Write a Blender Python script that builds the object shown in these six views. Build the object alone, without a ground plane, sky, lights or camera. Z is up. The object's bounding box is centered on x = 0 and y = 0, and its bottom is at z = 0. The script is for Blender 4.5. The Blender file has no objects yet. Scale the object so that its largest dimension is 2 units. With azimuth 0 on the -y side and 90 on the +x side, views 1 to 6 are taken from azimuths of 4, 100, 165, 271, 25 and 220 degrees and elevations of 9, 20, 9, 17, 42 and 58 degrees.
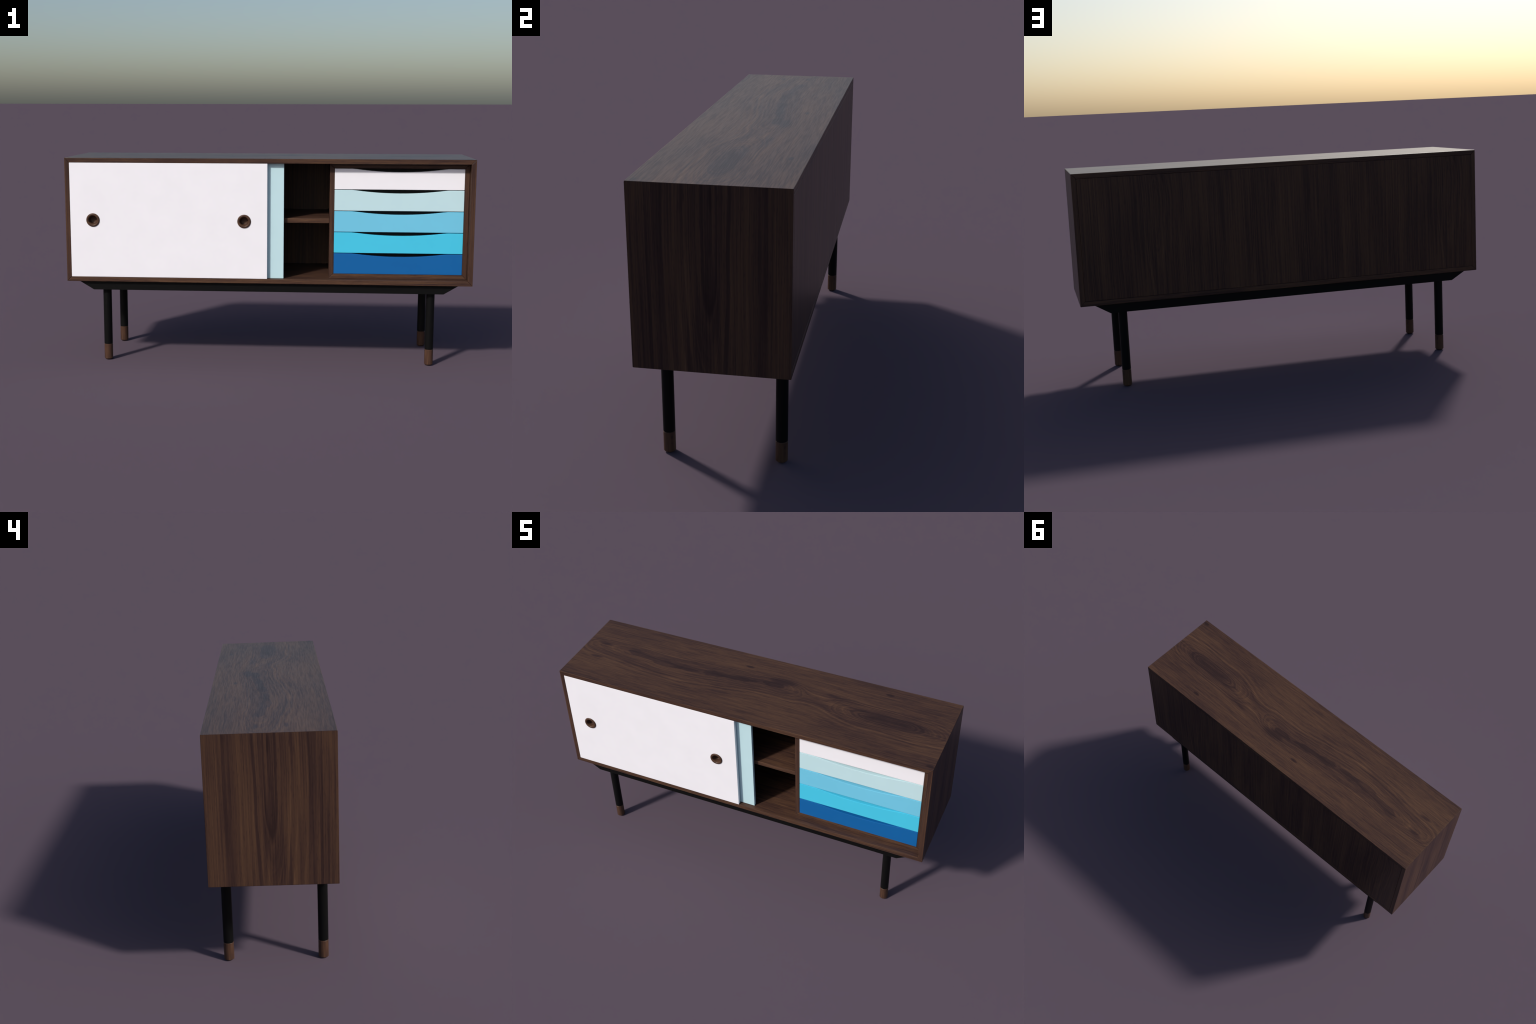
"""Mid-century sideboard: mitred walnut carcass, two sliding doors, an open bay
with a shelf, a bank of five drawers and a black base with capped round legs.
All parts are built in world coordinates (metres, z up)."""
import bpy, bmesh
from math import sin, cos, pi, sqrt
from mathutils import Vector

# ------------------------------------------------------------------ sizes
T = 0.0234                      # board thickness
X1 = 1.0                        # half width of the carcass
YF, YB = -0.2525, 0.2582        # front and back planes of the carcass
ZB, ZT = 0.4088, 1.0230         # underside and top of the carcass
XI = X1 - T                     # inner half width
ZI0, ZI1 = ZB + T, ZT - T       # inner floor and ceiling
EDGE = 0.0018                   # small rounding on every board edge
SEAM = 0.00015                  # hairline between butted boards

DOOR_T = 0.0175
DOOR_W = 0.978
HOUSE_X0, HOUSE_X1 = 0.3017, XI - SEAM * 2
HOUSE_Y = -0.2068               # front plane of the drawer housing
SHELF_Y = -0.2015
SHELF_Z = 0.7293
LEG_X0, LEG_X1, LEG_YF, LEG_YB = -0.8110, 0.8045, -0.1945, 0.2005
LEG_R = 0.0211
CAP_H = 0.0795
RAIL_Z = 0.3645
RAIL_YF, RAIL_YB, RAIL_T = -0.2360, 0.2415, 0.0235

# ---------------------------------------------------------------- helpers
def link(ob, parent=None):
    bpy.context.scene.collection.objects.link(ob)
    if parent is not None:
        ob.parent = parent
    return ob


def empty(name, parent=None, loc=(0, 0, 0)):
    ob = bpy.data.objects.new(name, None)
    ob.empty_display_size = 0.05
    ob.location = loc
    return link(ob, parent)


def mesh_object(name, bm, mat, parent, smooth=False):
    bmesh.ops.recalc_face_normals(bm, faces=bm.faces)
    me = bpy.data.meshes.new(name)
    bm.to_mesh(me)
    bm.free()
    if smooth:
        for p in me.polygons:
            p.use_smooth = True
    me.materials.append(mat)
    return link(bpy.data.objects.new(name, me), parent)


def prism(profile, axis, a, b):
    """Extrude a closed 2D profile between a and b along axis.
    axis 'y': profile in (x, z); 'x': profile in (y, z); 'z': profile in (x, y)."""
    bm = bmesh.new()
    put = {'y': lambda p, q, s: (p, s, q),
           'x': lambda p, q, s: (s, p, q),
           'z': lambda p, q, s: (p, q, s)}[axis]
    lo = [bm.verts.new(put(p, q, a)) for p, q in profile]
    hi = [bm.verts.new(put(p, q, b)) for p, q in profile]
    n = len(profile)
    bm.faces.new(lo)
    bm.faces.new(hi)
    for i in range(n):
        bm.faces.new((lo[i], lo[(i + 1) % n], hi[(i + 1) % n], hi[i]))
    bmesh.ops.recalc_face_normals(bm, faces=bm.faces)
    return bm


def ease_edges(bm, width=EDGE, min_angle=0.6, segments=2):
    edges = [e for e in bm.edges
             if len(e.link_faces) == 2 and e.calc_face_angle(0) > min_angle]
    bmesh.ops.bevel(bm, geom=edges, offset=width, segments=segments,
                    affect='EDGES', profile=0.5, clamp_overlap=True)
    return bm


def box(x0, x1, y0, y1, z0, z1, ease=EDGE):
    bm = prism([(x0, z0), (x1, z0), (x1, z1), (x0, z1)], 'y', y0, y1)
    return ease_edges(bm, ease) if ease else bm


def add_box(bm, x0, x1, y0, y1, z0, z1):
    vs = [bm.verts.new((x, y, z)) for x in (x0, x1) for y in (y0, y1) for z in (z0, z1)]
    for f in ((0, 1, 3, 2), (4, 6, 7, 5), (0, 4, 5, 1), (2, 3, 7, 6), (0, 2, 6, 4), (1, 5, 7, 3)):
        bm.faces.new([vs[i] for i in f])


def lathe(profile, axis, centre, steps=48):
    """Revolve (radius, height) points about an axis through centre."""
    bm = bmesh.new()
    rings = []
    for r, h in profile:
        if r < 1e-6:
            ring = [None]
            pts = [(0.0, 0.0)]
        else:
            pts = [(r * cos(2 * pi * i / steps), r * sin(2 * pi * i / steps)) for i in range(steps)]
        ring = []
        for a, b in pts:
            p = (a, h, b) if axis == 'y' else (a, b, h)
            ring.append(bm.verts.new(Vector(p) + Vector(centre)))
        rings.append(ring)
    for A, B in zip(rings, rings[1:]):
        if len(A) == 1 and len(B) == 1:
            continue
        for i in range(steps):
            j = (i + 1) % steps
            if len(A) == 1:
                bm.faces.new((A[0], B[i], B[j]))
            elif len(B) == 1:
                bm.faces.new((A[i], A[j], B[0]))
            else:
                bm.faces.new((A[i], A[j], B[j], B[i]))
    return bm


def smooth_by_angle(ob, angle=0.6):
    me = ob.data
    for p in me.polygons:
        p.use_smooth = True
    bm = bmesh.new()
    bm.from_mesh(me)
    for e in bm.edges:
        if len(e.link_faces) == 2:
            e.smooth = e.calc_face_angle(0) < angle
    bm.to_mesh(me)
    bm.free()

# -------------------------------------------------------------- materials
class Nodes:
    """Tiny helper for writing node trees as expressions."""
    def __init__(self, name):
        self.mat = bpy.data.materials.new(name)
        self.mat.use_nodes = True
        self.t = self.mat.node_tree
        self.bsdf = self.t.nodes['Principled BSDF']

    def new(self, kind, **props):
        n = self.t.nodes.new(kind)
        for k, v in props.items():
            setattr(n, k, v)
        return n

    def put(self, sock, val):
        if isinstance(val, bpy.types.NodeSocket):
            self.t.links.new(val, sock)
        else:
            sock.default_value = val

    def math(self, op, a, b=0.0, c=None, clamp=False):
        n = self.new('ShaderNodeMath', operation=op, use_clamp=clamp)
        self.put(n.inputs[0], a)
        self.put(n.inputs[1], b)
        if c is not None:
            self.put(n.inputs[2], c)
        return n.outputs[0]

    def vec(self, x, y, z):
        n = self.new('ShaderNodeCombineXYZ')
        for s, v in zip(n.inputs, (x, y, z)):
            self.put(s, v)
        return n.outputs[0]

    def noise(self, vector, detail=2.0, rough=0.5, scale=1.0):
        n = self.new('ShaderNodeTexNoise', noise_dimensions='3D')
        self.put(n.inputs['Vector'], vector)
        n.inputs['Scale'].default_value = scale
        n.inputs['Detail'].default_value = detail
        n.inputs['Roughness'].default_value = rough
        return n.outputs['Fac']

    def noise1d(self, w, detail=2.0, rough=0.5):
        n = self.new('ShaderNodeTexNoise', noise_dimensions='1D')
        self.put(n.inputs['W'], w)
        n.inputs['Scale'].default_value = 1.0
        n.inputs['Detail'].default_value = detail
        n.inputs['Roughness'].default_value = rough
        return n.outputs['Fac']

    def curve(self, x, points):
        """points: (x 0..1, y 0..1)"""
        n = self.new('ShaderNodeFloatCurve')
        c = n.mapping.curves[0]
        while len(c.points) < len(points):
            c.points.new(0.5, 0.5)
        for p, (a, b) in zip(c.points, points):
            p.location = (a, b)
            p.handle_type = 'AUTO_CLAMPED'
        n.mapping.update()
        self.put(n.inputs['Value'], x)
        return n.outputs[0]

    def ramp(self, fac, stops):
        n = self.new('ShaderNodeValToRGB')
        el = n.color_ramp.elements
        while len(el) < len(stops):
            el.new(0.5)
        for e, (p, c) in zip(el, stops):
            e.position = p
            e.color = (*c, 1.0)
        self.put(n.inputs['Fac'], fac)
        return n.outputs['Color']

    def span(self, x, a, b, lo=0.0, hi=1.0):
        n = self.new('ShaderNodeMapRange', interpolation_type='SMOOTHSTEP')
        for k, v in (('Value', x), ('From Min', a), ('From Max', b), ('To Min', lo), ('To Max', hi)):
            self.put(n.inputs[k], v)
        return n.outputs[0]


WOOD_STOPS = [(0.00, (0.028, 0.0150, 0.0135)),
              (0.28, (0.044, 0.0230, 0.0190)),
              (0.52, (0.070, 0.0360, 0.0240)),
              (0.78, (0.092, 0.0480, 0.0285)),
              (1.00, (0.135, 0.0720, 0.0420))]
WOOD_ROUGH = 0.36
WOOD_SPEC = 0.17


def walnut(name, grain, cross, seed, u_range=(-1.0, 1.0), heart=None, centre=None,
           wobble=0.05, ring=62.0, knots=(), wrap=None, streak_len=9.0,
           weights=(0.28, 0.28, 0.44), bias=0.0, swirl=0.01, core_dark=0.20):
    """Walnut veneer. grain/cross give the along- and across-grain coordinate as
    weights of object (x, y, z, constant). heart(u): depth of the pith below the
    sheet, centre(u): its sideways drift - rings are the contour lines of the
    distance to the pith, so a shallow pith draws cathedrals and closed hearts."""
    k = Nodes(name)
    tc = k.new('ShaderNodeTexCoord')
    sp = k.new('ShaderNodeSeparateXYZ')
    k.t.links.new(tc.outputs['Object'], sp.inputs[0])

    def lin(wts):
        s = wts[3]
        for o, w in zip(sp.outputs, wts[:3]):
            if w:
                s = k.math('MULTIPLY_ADD', o, w, s)
        return s
    u, v = lin(grain), lin(cross)
    sheet = 0.0
    if wrap:
        sheet = k.math('FLOOR', k.math('DIVIDE', k.math('SUBTRACT', v, wrap[0]), wrap[1] - wrap[0]))
        v = k.math('WRAP', v, wrap[0], wrap[1])
    s = k.math('MULTIPLY_ADD', sheet, 0.0, seed)
    un = k.math('DIVIDE', k.math('SUBTRACT', u, u_range[0]), u_range[1] - u_range[0], clamp=True)
    n1 = k.math('SUBTRACT', k.noise(k.vec(k.math('MULTIPLY', u, 1.5), k.math('MULTIPLY', v, 7.0), s), 2.0), 0.5)
    n2 = k.math('SUBTRACT', k.noise(k.vec(k.math('MULTIPLY', u, 9.0), k.math('MULTIPLY', v, 34.0), s), 2.0), 0.5)
    vw = v
    if centre:
        c = k.curve(un, [(a, 0.5 + b) for a, b in centre])
        # the drift and the waviness die out towards the straight-grained edges
        calm = k.span(k.math('ABSOLUTE', v), 0.05, 0.20, 1.0, 0.15)
        vw = k.math('SUBTRACT', v, k.math('MULTIPLY', k.math('SUBTRACT', c, 0.5), calm))
        n1 = k.math('MULTIPLY', n1, k.span(k.math('ABSOLUTE', v), 0.08, 0.22, 1.0, 0.35))
    vw = k.math('MULTIPLY_ADD', n1, wobble, vw)
    vw = k.math('MULTIPLY_ADD', n2, wobble * 0.10, vw)
    if heart:
        h = k.math('MULTIPLY', k.curve(un, [(a, b * 5.0) for a, b in heart]), 0.2)
        rho = k.math('SQRT', k.math('ADD', k.math('MULTIPLY', vw, vw), k.math('MULTIPLY', h, h)))
        eddy = k.noise(k.vec(k.math('MULTIPLY', u, 6.0), k.math('MULTIPLY', v, 15.0), k.math('ADD', s, 9.0)), 3.0, 0.55)
        rho = k.math('MULTIPLY_ADD', k.math('SUBTRACT', eddy, 0.5), swirl, rho)
        # sides of the board differ a little, so the rings are not mirrored
        side = k.span(vw, -0.06, 0.06, 0.0, 1.0)
        core = k.span(rho, 0.029, 0.045, 1.0, 0.0)
        rho = k.math('MULTIPLY', rho, k.math('MULTIPLY_ADD', side, 0.4, 0.8))
    else:
        rho, core = vw, 0.0
    band = k.noise1d(k.math('MULTIPLY_ADD', rho, ring, seed * 3.7), 3.0, 0.55)
    patch = k.noise(k.vec(k.math('MULTIPLY', u, 1.7), k.math('MULTIPLY', vw, 13.0), s), 2.0, 0.55)
    # fibres follow the rings, so they bend around the heart with them
    fine = k.noise(k.vec(k.math('MULTIPLY', u, streak_len), k.math('MULTIPLY', k.math('MULTIPLY_ADD', vw, 0.45, v), 145.0), s), 3.0, 0.62)
    pore = k.noise(k.vec(k.math('MULTIPLY', u, 34.0), k.math('MULTIPLY', v, 420.0), k.math('ADD', s, 5.0)), 1.0)
    if heart:                              # rings fade to plain fibre away from the pith
        near = k.span(rho, 0.05, 0.12, 1.0, 0.28)
        band = k.math('MULTIPLY_ADD', k.math('SUBTRACT', band, 0.5), near, 0.5)
    t = k.math('MULTIPLY', k.span(band, 0.30, 0.70), weights[0])
    t = k.math('MULTIPLY_ADD', k.span(patch, 0.30, 0.70), weights[1], t)
    t = k.math('MULTIPLY_ADD', k.span(fine, 0.30, 0.70), weights[2], t)
    t = k.math('MULTIPLY_ADD', k.span(pore, 0.30, 0.44, -1.0, 0.0), 0.16, t)
    t = k.math('ADD', t, bias)
    if heart:
        t = k.math('MULTIPLY_ADD', core, -core_dark, t)
    for (ku, kv, ru, rv, amt) in knots:
        du = k.math('DIVIDE', k.math('SUBTRACT', u, ku), ru)
        dv = k.math('DIVIDE', k.math('SUBTRACT', v, kv), rv)
        d = k.math('ADD', k.math('MULTIPLY', du, du), k.math('MULTIPLY', dv, dv))
        t = k.math('MULTIPLY_ADD', k.span(d, 0.0, 1.0, 1.0, 0.0), -amt, t)
    col = k.ramp(t, WOOD_STOPS)
    k.t.links.new(col, k.bsdf.inputs['Base Color'])
    k.put(k.bsdf.inputs['Roughness'], k.math('MULTIPLY_ADD', k.span(fine, 0.3, 0.7), -0.05, WOOD_ROUGH + 0.02))
    k.bsdf.inputs['IOR'].default_value = 1.5
    k.bsdf.inputs['Specular IOR Level'].default_value = WOOD_SPEC
    return k.mat


def paint(name, colour, rough=0.36, spec=0.3):
    k = Nodes(name)
    tc = k.new('ShaderNodeTexCoord')
    n = k.noise(tc.outputs['Object'], 3.0, 0.55, 9.0)
    lo = tuple(c * 0.985 for c in colour)
    hi = tuple(min(1.0, c * 1.012) for c in colour)
    k.t.links.new(k.ramp(n, [(0.3, lo), (0.7, hi)]), k.bsdf.inputs['Base Color'])
    k.bsdf.inputs['Roughness'].default_value = rough
    k.bsdf.inputs['Specular IOR Level'].default_value = spec
    k.bsdf.inputs['IOR'].default_value = 1.5
    return k.mat


# pith of the big top sheet, read along x
TOP_HEART = [(0.00, 0.085), (0.0233, 0.062), (0.07, 0.048), (0.113, 0.036), (0.20, 0.032), (0.28, 0.030), (0.36, 0.034),
             (0.43, 0.032), (0.50, 0.037), (0.55, 0.033), (0.60, 0.052), (0.66, 0.078), (0.72, 0.052), (0.757, 0.032),
             (0.845, 0.004), (0.937, 0.031), (1.0, 0.070)]
TOP_CENTRE = [(0.0, 0.060), (0.0233, 0.058), (0.113, 0.048), (0.28, 0.016), (0.436, 0.041), (0.55, 0.066),
              (0.66, 0.047), (0.72, 0.026), (0.757, 0.012), (0.845, 0.002), (1.0, -0.006)]
TOP_KNOTS = [(0.644, 0.198, 0.026, 0.010, 0.7), (0.979, -0.230, 0.024, 0.011, 0.6),
             (-0.097, 0.153, 0.030, 0.010, 0.6), (-0.890, -0.064, 0.050, 0.012, 0.45),
             (0.114, 0.100, 0.090, 0.030, 0.35), (-0.905, 0.054, 0.050, 0.013, 0.40),
             (0.425, 0.085, 0.110, 0.022, 0.22)]
SIDE_HEART = [(0.0, 0.050), (0.15, 0.040), (0.345, 0.026), (0.50, 0.016), (0.90, 0.008), (1.0, 0.012)]
SIDE_CENTRE = [(0.0, 0.012), (0.3, 0.006), (0.6, 0.005), (1.0, 0.010)]

# long plain stripes of the side sheets (z, y, half length, half width, darkening)
SIDE_STRIPES = [(0.7, -0.156, 6.0, 0.018, 0.15), (0.7, -0.188, 6.0, 0.009, 0.14), (0.7, -0.080, 6.0, 0.014, -0.10),
                (0.7, 0.165, 6.0, 0.028, 0.12), (0.98, 0.010, 0.05, 0.006, 0.4), (0.7, 0.007, 0.16, 0.020, 0.10)]
M_TOP = walnut('walnut_top', (1, 0, 0, 0), (0, 1, 0.9, -0.9 * ZT), 1.3, heart=TOP_HEART, centre=TOP_CENTRE,
               wobble=0.040, knots=TOP_KNOTS, weights=(0.38, 0.25, 0.37), swirl=0.022, ring=105.0, core_dark=0.30)
M_BOTTOM = walnut('walnut_bottom', (1, 0, 0, 0), (0, 1, 0.9, 0), 4.1, wobble=0.06, ring=48)
M_SIDE = {}
for _s in (-1, 1):
    M_SIDE[_s] = walnut('walnut_side', (0, 0, 1, 0), (_s * 0.9, 1, 0, -0.9 * X1), 7.7, u_range=(ZB, ZT),
                        heart=SIDE_HEART, centre=SIDE_CENTRE, wobble=0.022, ring=70, streak_len=2.2,
                        weights=(0.36, 0.24, 0.36), knots=SIDE_STRIPES)
M_BACK = walnut('walnut_back', (0, 0, 1, 0), (1, 0.9, 0, 0.844 - 0.9 * YB), 12.4, u_range=(ZB, ZT),
                heart=[(0.0, 0.05), (0.3, 0.035), (0.54, 0.012), (0.76, 0.010), (1.0, 0.03)],
                centre=[(0.0, 0.0), (0.54, 0.005), (0.76, -0.004), (1.0, 0.01)],
                wobble=0.03, ring=58, wrap=(-0.427, 1.047), streak_len=2.0)
M_HOUSE_H = walnut('walnut_housing_rail', (1, 0, 0, 0), (0, 0.9, 1, 0), 17.2, wobble=0.03, ring=80)
M_HOUSE_V = walnut('walnut_housing_stile', (0, 0, 1, 0), (1, 0.9, 0, 0), 19.5, wobble=0.03, ring=80, streak_len=2.5)
M_SHELF = walnut('walnut_shelf', (1, 0, 0, 0), (0, 1, 0.9, 0), 23.9, wobble=0.06, ring=50)
M_CAP = walnut('walnut_foot', (0, 0, 1, 0), (1, 0.8, 0, 0), 31.1, wobble=0.02, ring=60, bias=0.06)
M_PULL = walnut('walnut_pull', (1, 0, 0, 0), (0, 0.9, 1, 0), 36.6, wobble=0.02, ring=60, bias=0.04)

M_BLACK = paint('black_lacquer', (0.0045, 0.0045, 0.0045), 0.45, 0.12)
M_WHITE = paint('white_paint', (0.90, 0.885, 0.93))
M_ICE = paint('ice_blue_paint', (0.54, 0.75, 0.80))
M_SKY = paint('sky_blue_paint', (0.17, 0.57, 0.78))
M_CYAN = paint('cyan_paint', (0.065, 0.57, 0.80))
M_BLUE = paint('deep_blue_paint', (0.006, 0.118, 0.36))

# ---------------------------------------------------------------- the thing
root = empty('sideboard')
root['label'] = 'walnut sideboard with white sliding doors and five blue drawers'
root['category'] = 'sideboard'

# carcass: four boards mitred at the corners
s = SEAM
top = mesh_object('top_board', ease_edges(prism(
    [(-X1 + s, ZT), (X1 - s, ZT), (XI - s, ZI1), (-XI + s, ZI1)], 'y', YF, YB)), M_TOP, root)
bottom = mesh_object('bottom_board', ease_edges(prism(
    [(-X1 + s, ZB), (X1 - s, ZB), (XI - s, ZI0), (-XI + s, ZI0)], 'y', YF, YB)), M_BOTTOM, root)
for sg in (-1, 1):
    mesh_object('side_board', ease_edges(prism(
        [(sg * X1, ZB + s), (sg * X1, ZT - s), (sg * XI, ZI1 - s), (sg * XI, ZI0 + s)], 'y', YF, YB)),
        M_SIDE[sg], root)
g = 0.0004
mesh_object('back_panel', box(-XI + g, XI - g, YB - T, YB - 0.0001, ZI0 + g, ZI1 - g), M_BACK, root)

# drawer housing: a second mitred frame standing inside the carcass
housing = empty('drawer_housing', root)
hx0, hx1 = HOUSE_X0, HOUSE_X1
hz0, hz1 = ZI0 + 2 * s, ZI1 - 2 * s
hy1 = YB - T - 0.0006
hix0, hix1, hiz0, hiz1 = hx0 + T, hx1 - T, hz0 + T, hz1 - T
for z_out, z_in in ((hz1, hiz1), (hz0, hiz0)):
    mesh_object('housing_rail', ease_edges(prism(
        [(hx0 + s, z_out), (hx1 - s, z_out), (hix1 - s, z_in), (hix0 + s, z_in)], 'y', HOUSE_Y, hy1)),
        M_HOUSE_H, housing)
for x_out, x_in in ((hx0, hix0), (hx1, hix1)):
    mesh_object('housing_stile', ease_edges(prism(
        [(x_out, hz0 + s), (x_out, hz1 - s), (x_in, hiz1 - s), (x_in, hiz0 + s)], 'y', HOUSE_Y, hy1)),
        M_HOUSE_V, housing)

# shelf across the door bay
mesh_object('shelf', box(-XI + g, hx0 - g, SHELF_Y, YB - T - g, SHELF_Z - T, SHELF_Z), M_SHELF, root)

# ---------------------------------------------------------------- drawers
D_X0, D_X1 = hix0 + 0.0006, hix1 - 0.0006
D_Z0, D_Z1 = hiz0 + 0.0006, hiz1 - 0.0012
D_GAP = 0.0030
D_H = (D_Z1 - D_Z0 - 4 * D_GAP) / 5
GRIP_MID, GRIP_HALF, GRIP_DROP = 0.6452, 0.2265, 0.0163


def grip_drop(x):
    """Shallow scooped finger grip along the top edge of a drawer front."""
    a = abs(x - GRIP_MID) / GRIP_HALF
    return 0.0 if a >= 1 else GRIP_DROP * (1 - a ** 2.05)


def drawer_front(z0, z1):
    n = 20
    xs = [GRIP_MID + GRIP_HALF * (1.03 - 2.06 * i / n) for i in range(n + 1)]
    outline = [(D_X0, z0), (D_X1, z0), (D_X1, z1)]
    for x in xs:
        a = abs(x - GRIP_MID) / GRIP_HALF
        d = grip_drop(x) if a < 0.93 else GRIP_DROP * (1 - 0.93 ** 2.05) * max(0.0, (1.03 - a) / 0.10) ** 1.6
        outline.append((x, z1 - d))
    outline.append((D_X0, z1))
    bm = prism(outline, 'y', HOUSE_Y, HOUSE_Y + 0.0215)
    return ease_edges(bm, 0.0014, 0.8)


for i, mat in enumerate((M_WHITE, M_ICE, M_SKY, M_CYAN, M_BLUE)):
    z1 = D_Z1 - i * (D_H + D_GAP)
    z0 = z1 - D_H
    front = mesh_object('drawer', drawer_front(z0, z1), mat, root)
    bm = bmesh.new()                       # hollow tray behind the front
    bx0, bx1, by0, by1, bz0, bz1, w = D_X0 + 0.006, D_X1 - 0.006, HOUSE_Y + 0.0217, 0.222, z0 + 0.006, z0 + 0.080, 0.011
    add_box(bm, bx0, bx0 + w, by0 + 0.0082, by1, bz0, bz1)
    add_box(bm, bx1 - w, bx1, by0 + 0.0082, by1, bz0, bz1)
    add_box(bm, bx0 + w, bx1 - w, by1 - w, by1, bz0, bz1)
    add_box(bm, bx0, bx1, by0 - 0.0001, by0 + 0.008, bz0, z1 - 0.0005)
    add_box(bm, bx0 + w, bx1 - w, by0 + 0.0082, by1 - w, bz0, bz0 + 0.007)
    mesh_object('drawer_tray', bm, M_BLACK, front)

# ------------------------------------------------------------ sliding doors
PULL_Z = 0.7167
PULL_R = 0.0336


def cut_round_holes(ob, centres, radius, y0, y1):
    cutters = []
    for cx, cz in centres:
        bm = lathe([(0, y0), (radius, y0), (radius, y1), (0, y1)], 'y', (cx, 0, cz), 48)
        c = mesh_object('hole_cutter', bm, ob.data.materials[0], None)
        cutters.append(c)
        m = ob.modifiers.new('hole', 'BOOLEAN')
        m.operation, m.solver, m.object = 'DIFFERENCE', 'EXACT', c
    dg = bpy.context.evaluated_depsgraph_get()
    me = bpy.data.meshes.new_from_object(ob.evaluated_get(dg))
    ob.modifiers.clear()
    old, ob.data = ob.data, me
    me.name = ob.name
    bpy.data.meshes.remove(old)
    for c in cutters:
        bpy.data.objects.remove(c, do_unlink=True)


# turned cup: outer bead, crest, throat and dished floor (radius, y outwards negative)
CUP = [(0.0, -0.2310), (0.0140, -0.2310), (0.0158, -0.2316), (0.0170, -0.2335), (0.0178, -0.2370), (0.0186, -0.2430),
       (0.0194, -0.2490), (0.0204, -0.2530), (0.0220, -0.2558), (0.0243, -0.2577), (0.0268, -0.2584),
       (0.0294, -0.2581), (0.0315, -0.2570), (0.0329, -0.2553), (PULL_R, -0.2538), (0.0332, -0.2529), (0.0262, -0.2527),
       (0.0262, -0.2305), (0.0240, -0.2300), (0.0, -0.2300)]


def sliding_door(x0, x1, y0, mat, pulls):
    door = mesh_object('sliding_door', box(x0, x1, y0, y0 + DOOR_T, ZI0 + 0.0007, ZI1 - 0.0007, 0.0010), mat, root)
    if pulls:
        cut_round_holes(door, [(px, PULL_Z) for px in pulls], 0.0266, y0 - 0.01, y0 + DOOR_T + 0.01)
        base = None
        for px in pulls:
            if base is None:
                base = mesh_object('finger_pull', lathe(CUP, 'y', (0, 0, 0), 56), M_PULL, door)
                smooth_by_angle(base, 1.0)
                ob = base
            else:
                ob = link(base.copy(), door)
            ob.location = (px, 0, PULL_Z)
    return door


sliding_door(-XI + 0.0006, -0.0008, YF - 0.0002, M_WHITE, (-0.8627, -0.1140))
sliding_door(0.0791 - DOOR_W, 0.0791, -0.2290, M_ICE, ())

# ----------------------------------------------------------------- the base
# two long rails with raked ends; the legs stand just behind them
for y0 in (RAIL_YF, RAIL_YB - RAIL_T):
    mesh_object('base_rail', ease_edges(prism(
        [(-0.870, RAIL_Z), (0.8635, RAIL_Z), (0.9370, ZB - 0.0003), (-0.9435, ZB - 0.0003)],
        'y', y0, y0 + RAIL_T), 0.001), M_BLACK, root)

leg_profile = [(0.0, CAP_H), (LEG_R - 0.0008, CAP_H), (LEG_R, CAP_H + 0.0008), (LEG_R, ZB - 0.0003), (0.0, ZB - 0.0003)]
cap_profile = [(0.0, 0.0), (LEG_R - 0.0040, 0.0), (LEG_R + 0.0003, 0.0045),
               (LEG_R + 0.0003, CAP_H - 0.0018), (LEG_R - 0.0010, CAP_H - 0.0004), (0.0, CAP_H - 0.0004)]
leg0 = mesh_object('leg', lathe(leg_profile, 'z', (0, 0, 0), 40), M_BLACK, root)
cap0 = mesh_object('foot_cap', lathe(cap_profile, 'z', (0, 0, 0), 40), M_CAP, leg0)
smooth_by_angle(leg0, 0.7)
smooth_by_angle(cap0, 0.4)
first = True
for lx in (LEG_X0, LEG_X1):
    for ly in (LEG_YF, LEG_YB):
        if first:
            leg, first = leg0, False
        else:
            leg = link(leg0.copy(), root)
            link(cap0.copy(), leg)
        leg.location = (lx, ly, 0)
